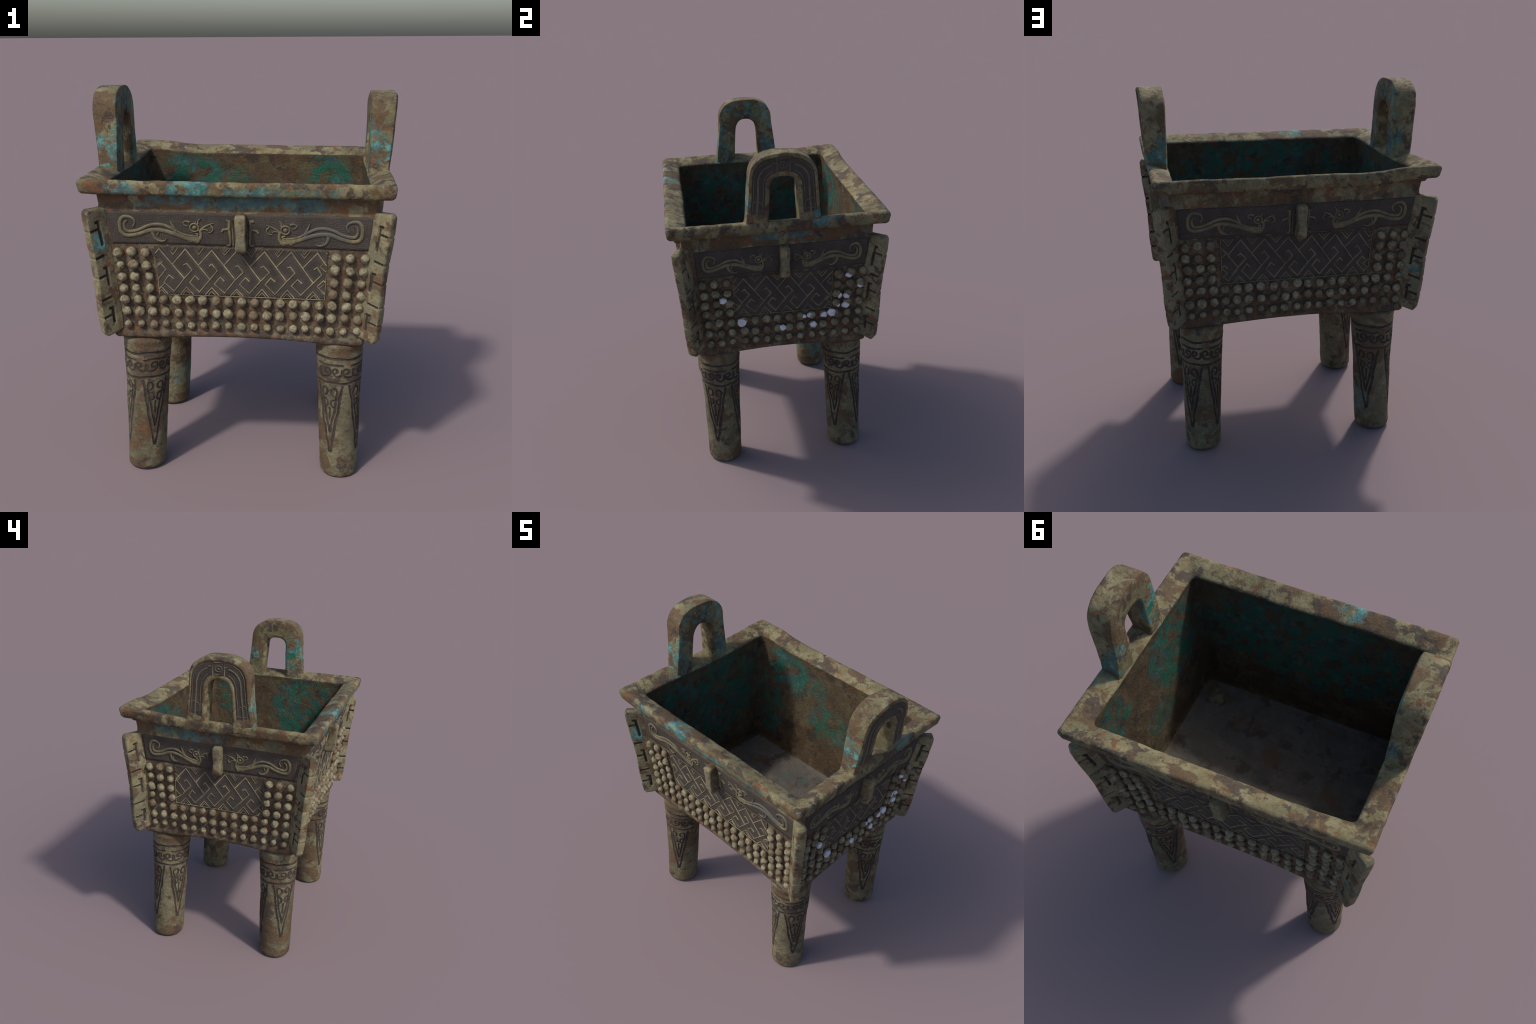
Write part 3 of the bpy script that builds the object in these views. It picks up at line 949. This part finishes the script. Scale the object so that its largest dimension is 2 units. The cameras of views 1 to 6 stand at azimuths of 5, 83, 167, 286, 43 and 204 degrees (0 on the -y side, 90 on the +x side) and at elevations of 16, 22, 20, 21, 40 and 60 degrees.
def handle(sx):
    cy = 0.020 if sx > 0 else -0.022
    lean = 0.004 if sx > 0 else 0.004
    flare = 0.032 if sx > 0 else 0.030
    hole_top = 1.852 if sx > 0 else 1.874
    top = 1.972 if sx > 0 else 2.0
    z0 = 1.562
    nt, V, G = 150, [], []

    def outline(t, base, shoul, zs, zt):
        # straight jamb from z0 to zs, then superelliptic arch to zt
        if t < 0.30: k = t / 0.30; return -(base + (shoul - base) * k), z0 + (zs - z0) * k
        if t > 0.70: k = (1 - t) / 0.30; return base + (shoul - base) * k, z0 + (zs - z0) * k
        a = math.pi * (t - 0.30) / 0.40
        return -math.copysign(abs(math.cos(a)) ** 0.80, math.cos(a)) * shoul, zs + (zt - zs) * abs(math.sin(a)) ** 0.80

    wpos = np.concatenate([[0.0, 0.04, 0.12, 0.17], np.linspace(0.20, 0.86, 14), [0.89, 0.94, 0.985, 1.0]])
    def sect():
        s = []
        for w in wpos: s.append((w, 1, 0.0035 if 0.19 < w < 0.87 else 0.0))
        for x in np.linspace(0.90, 0.10, 7): s.append((1.02, x * 2 - 1, 0))
        for w in reversed(wpos[[0, 1, 3, 8, 13, 18, 20, 21]]): s.append((w, -1, 0))
        for x in np.linspace(0.10, 0.90, 7): s.append((-0.02, x * 2 - 1, 0))
        return s
    S = sect()
    for i in range(nt):
        t = i / (nt - 1)
        yi, zi = outline(t, 0.087, 0.077, 1.768, hole_top)
        yo, zo = outline(t, 0.206, 0.178, top - 0.145, top)
        for w, v, dep in S:
            y, z = yi + (yo - yi) * w, zi + (zo - zi) * w
            ww = 0.006 if (w < 0.02 or w > 0.98) and abs(v) == 1 else 0.0
            if t < 0.10 or t > 0.90: dep = 0.0
            if z < 1.622: dep = 0.0
            x_in = 0.636 - 0.003 * smooth(1.6, 1.95, z)
            x_out = 0.739 + flare * min(1.0, max(0.0, (z - 1.58) / 0.38))
            x_in += lean * smooth(1.6, 2.0, z)
            x = x_in + (x_out - x_in) * (v + 1) / 2 - (dep + ww) * v
            fl = 1 + 0.05 * math.exp(-(z - z0) / 0.018)
            q = Vector((sx * x, y, z))
            n = mn.noise_vector(q * 7.0) * 0.0045 + mn.noise_vector(q * 24.0) * 0.0015
            zz = min(top, z + n.z * 0.8)
            V.append((sx * x + n.x, cy + y * (fl if w > 0.9 else 1) + n.y, zz))
            G.append(dep > 0)
    nc = len(S)
    F = grid_faces(nt, nc, True)
    idx = [1 if all(G[v] for v in q) else 0 for q in F]
    F.append(tuple(reversed(range(nc)))); F.append(tuple((nt - 1) * nc + j for j in range(nc)))
    idx += [0, 0]
    if sx < 0: F = [tuple(reversed(q)) for q in F]
    h = make('handle', V, F, [M_HANDLE, M_BAND], idx=idx)

    # thin raised ornament on the outer face
    def smap(s, z, off):
        x_out = 0.739 + flare * min(1.0, max(0.0, (z - 1.58) / 0.38)) - 0.0035
        q = Vector((sx * x_out, sx * s, z))
        n = mn.noise_vector(q * 7.0) * 0.0045
        return (sx * (x_out + off) + n.x, cy + sx * s + n.y, z + n.z * 0.8)
    rel = Relief(smap)

    def along(w, t0, t1, n=40):
        P = []
        for t in np.linspace(t0, t1, n):
            yi, zi = outline(t, 0.087, 0.077, 1.768, hole_top)
            yo, zo = outline(t, 0.206, 0.178, top - 0.145, top)
            P.append((yi + (yo - yi) * w, zi + (zo - zi) * w))
        return P
    for m in (0, 1):
        g = (lambda t: t) if m == 0 else (lambda t: 1 - t)
        rel.stroke(along(0.56, g(0.09), g(0.455)), 0.013, 0.010, 0.0032)
        rel.stroke(along(0.30, g(0.12), g(0.44)), 0.0048, 0.0048, 0.0022)
        rel.stroke(along(0.78, g(0.12), g(0.44)), 0.0048, 0.0048, 0.0022)
        P = along(0.56, g(0.10), g(0.20), 3); sg = -1 if m == 0 else 1
        y, z = P[0]
        rel.curve([(y, z), (y + sg * 0.014, z - 0.004), (y + sg * 0.022, z + 0.014)], 0.008, 0.004, 0.003)
        y, z = P[2]
        rel.curve([(y, z), (y + sg * 0.016, z - 0.002), (y + sg * 0.022, z - 0.014)], 0.007, 0.004, 0.003)
        rel.curve([(y, z - 0.01), (y - sg * 0.016, z - 0.012), (y - sg * 0.022, z - 0.028)], 0.007, 0.004, 0.003)
        zt = (hole_top + top) / 2
        rel.stroke([(sg * 0.034, zt - 0.045), (sg * 0.034, zt + 0.048)], 0.008, 0.008, 0.003)
        rel.stroke([(sg * 0.034, zt + 0.010), (sg * 0.060, zt + 0.012)], 0.007, 0.006, 0.003)
        zb = 1.640
        rel.stroke([(sg * 0.105, zb), (sg * 0.175, zb), (sg * 0.172, zb + 0.024), (sg * 0.108, zb + 0.024)], 0.0048, 0.0048, 0.0022)
    zt = (hole_top + top) / 2
    rel.ring((0, zt), 0.020, 0.007, 0.003, 0.017)
    rel.dome((0, zt), 0.008, 0.004)
    rel.stroke([(-0.022, zt + 0.036), (0.022, zt + 0.036)], 0.007, 0.007, 0.003)
    rel.stroke([(-0.022, zt - 0.034), (0.022, zt - 0.034)], 0.007, 0.007, 0.003)
    rel.emit('handle_ornament', M_ORN, h)


handle(1)
handle(-1)

# casting scar on the inside of the back wall
rel = Relief(lambda s, z, off: warp((s, 0.480 + (z - 1.2) / 0.24 * 0.036 - off + 0.001, z)))
rel.curve([(0.055, 1.50), (0.090, 1.43), (0.075, 1.36), (0.098, 1.30), (0.070, 1.22), (0.035, 1.28), (0.020, 1.35), (0.045, 1.42), (0.055, 1.50)],
          0.011, 0.009, 0.003)
rel.F = [tuple(reversed(q)) for q in rel.F]
rel.emit('casting_scar', M_WALL, root)
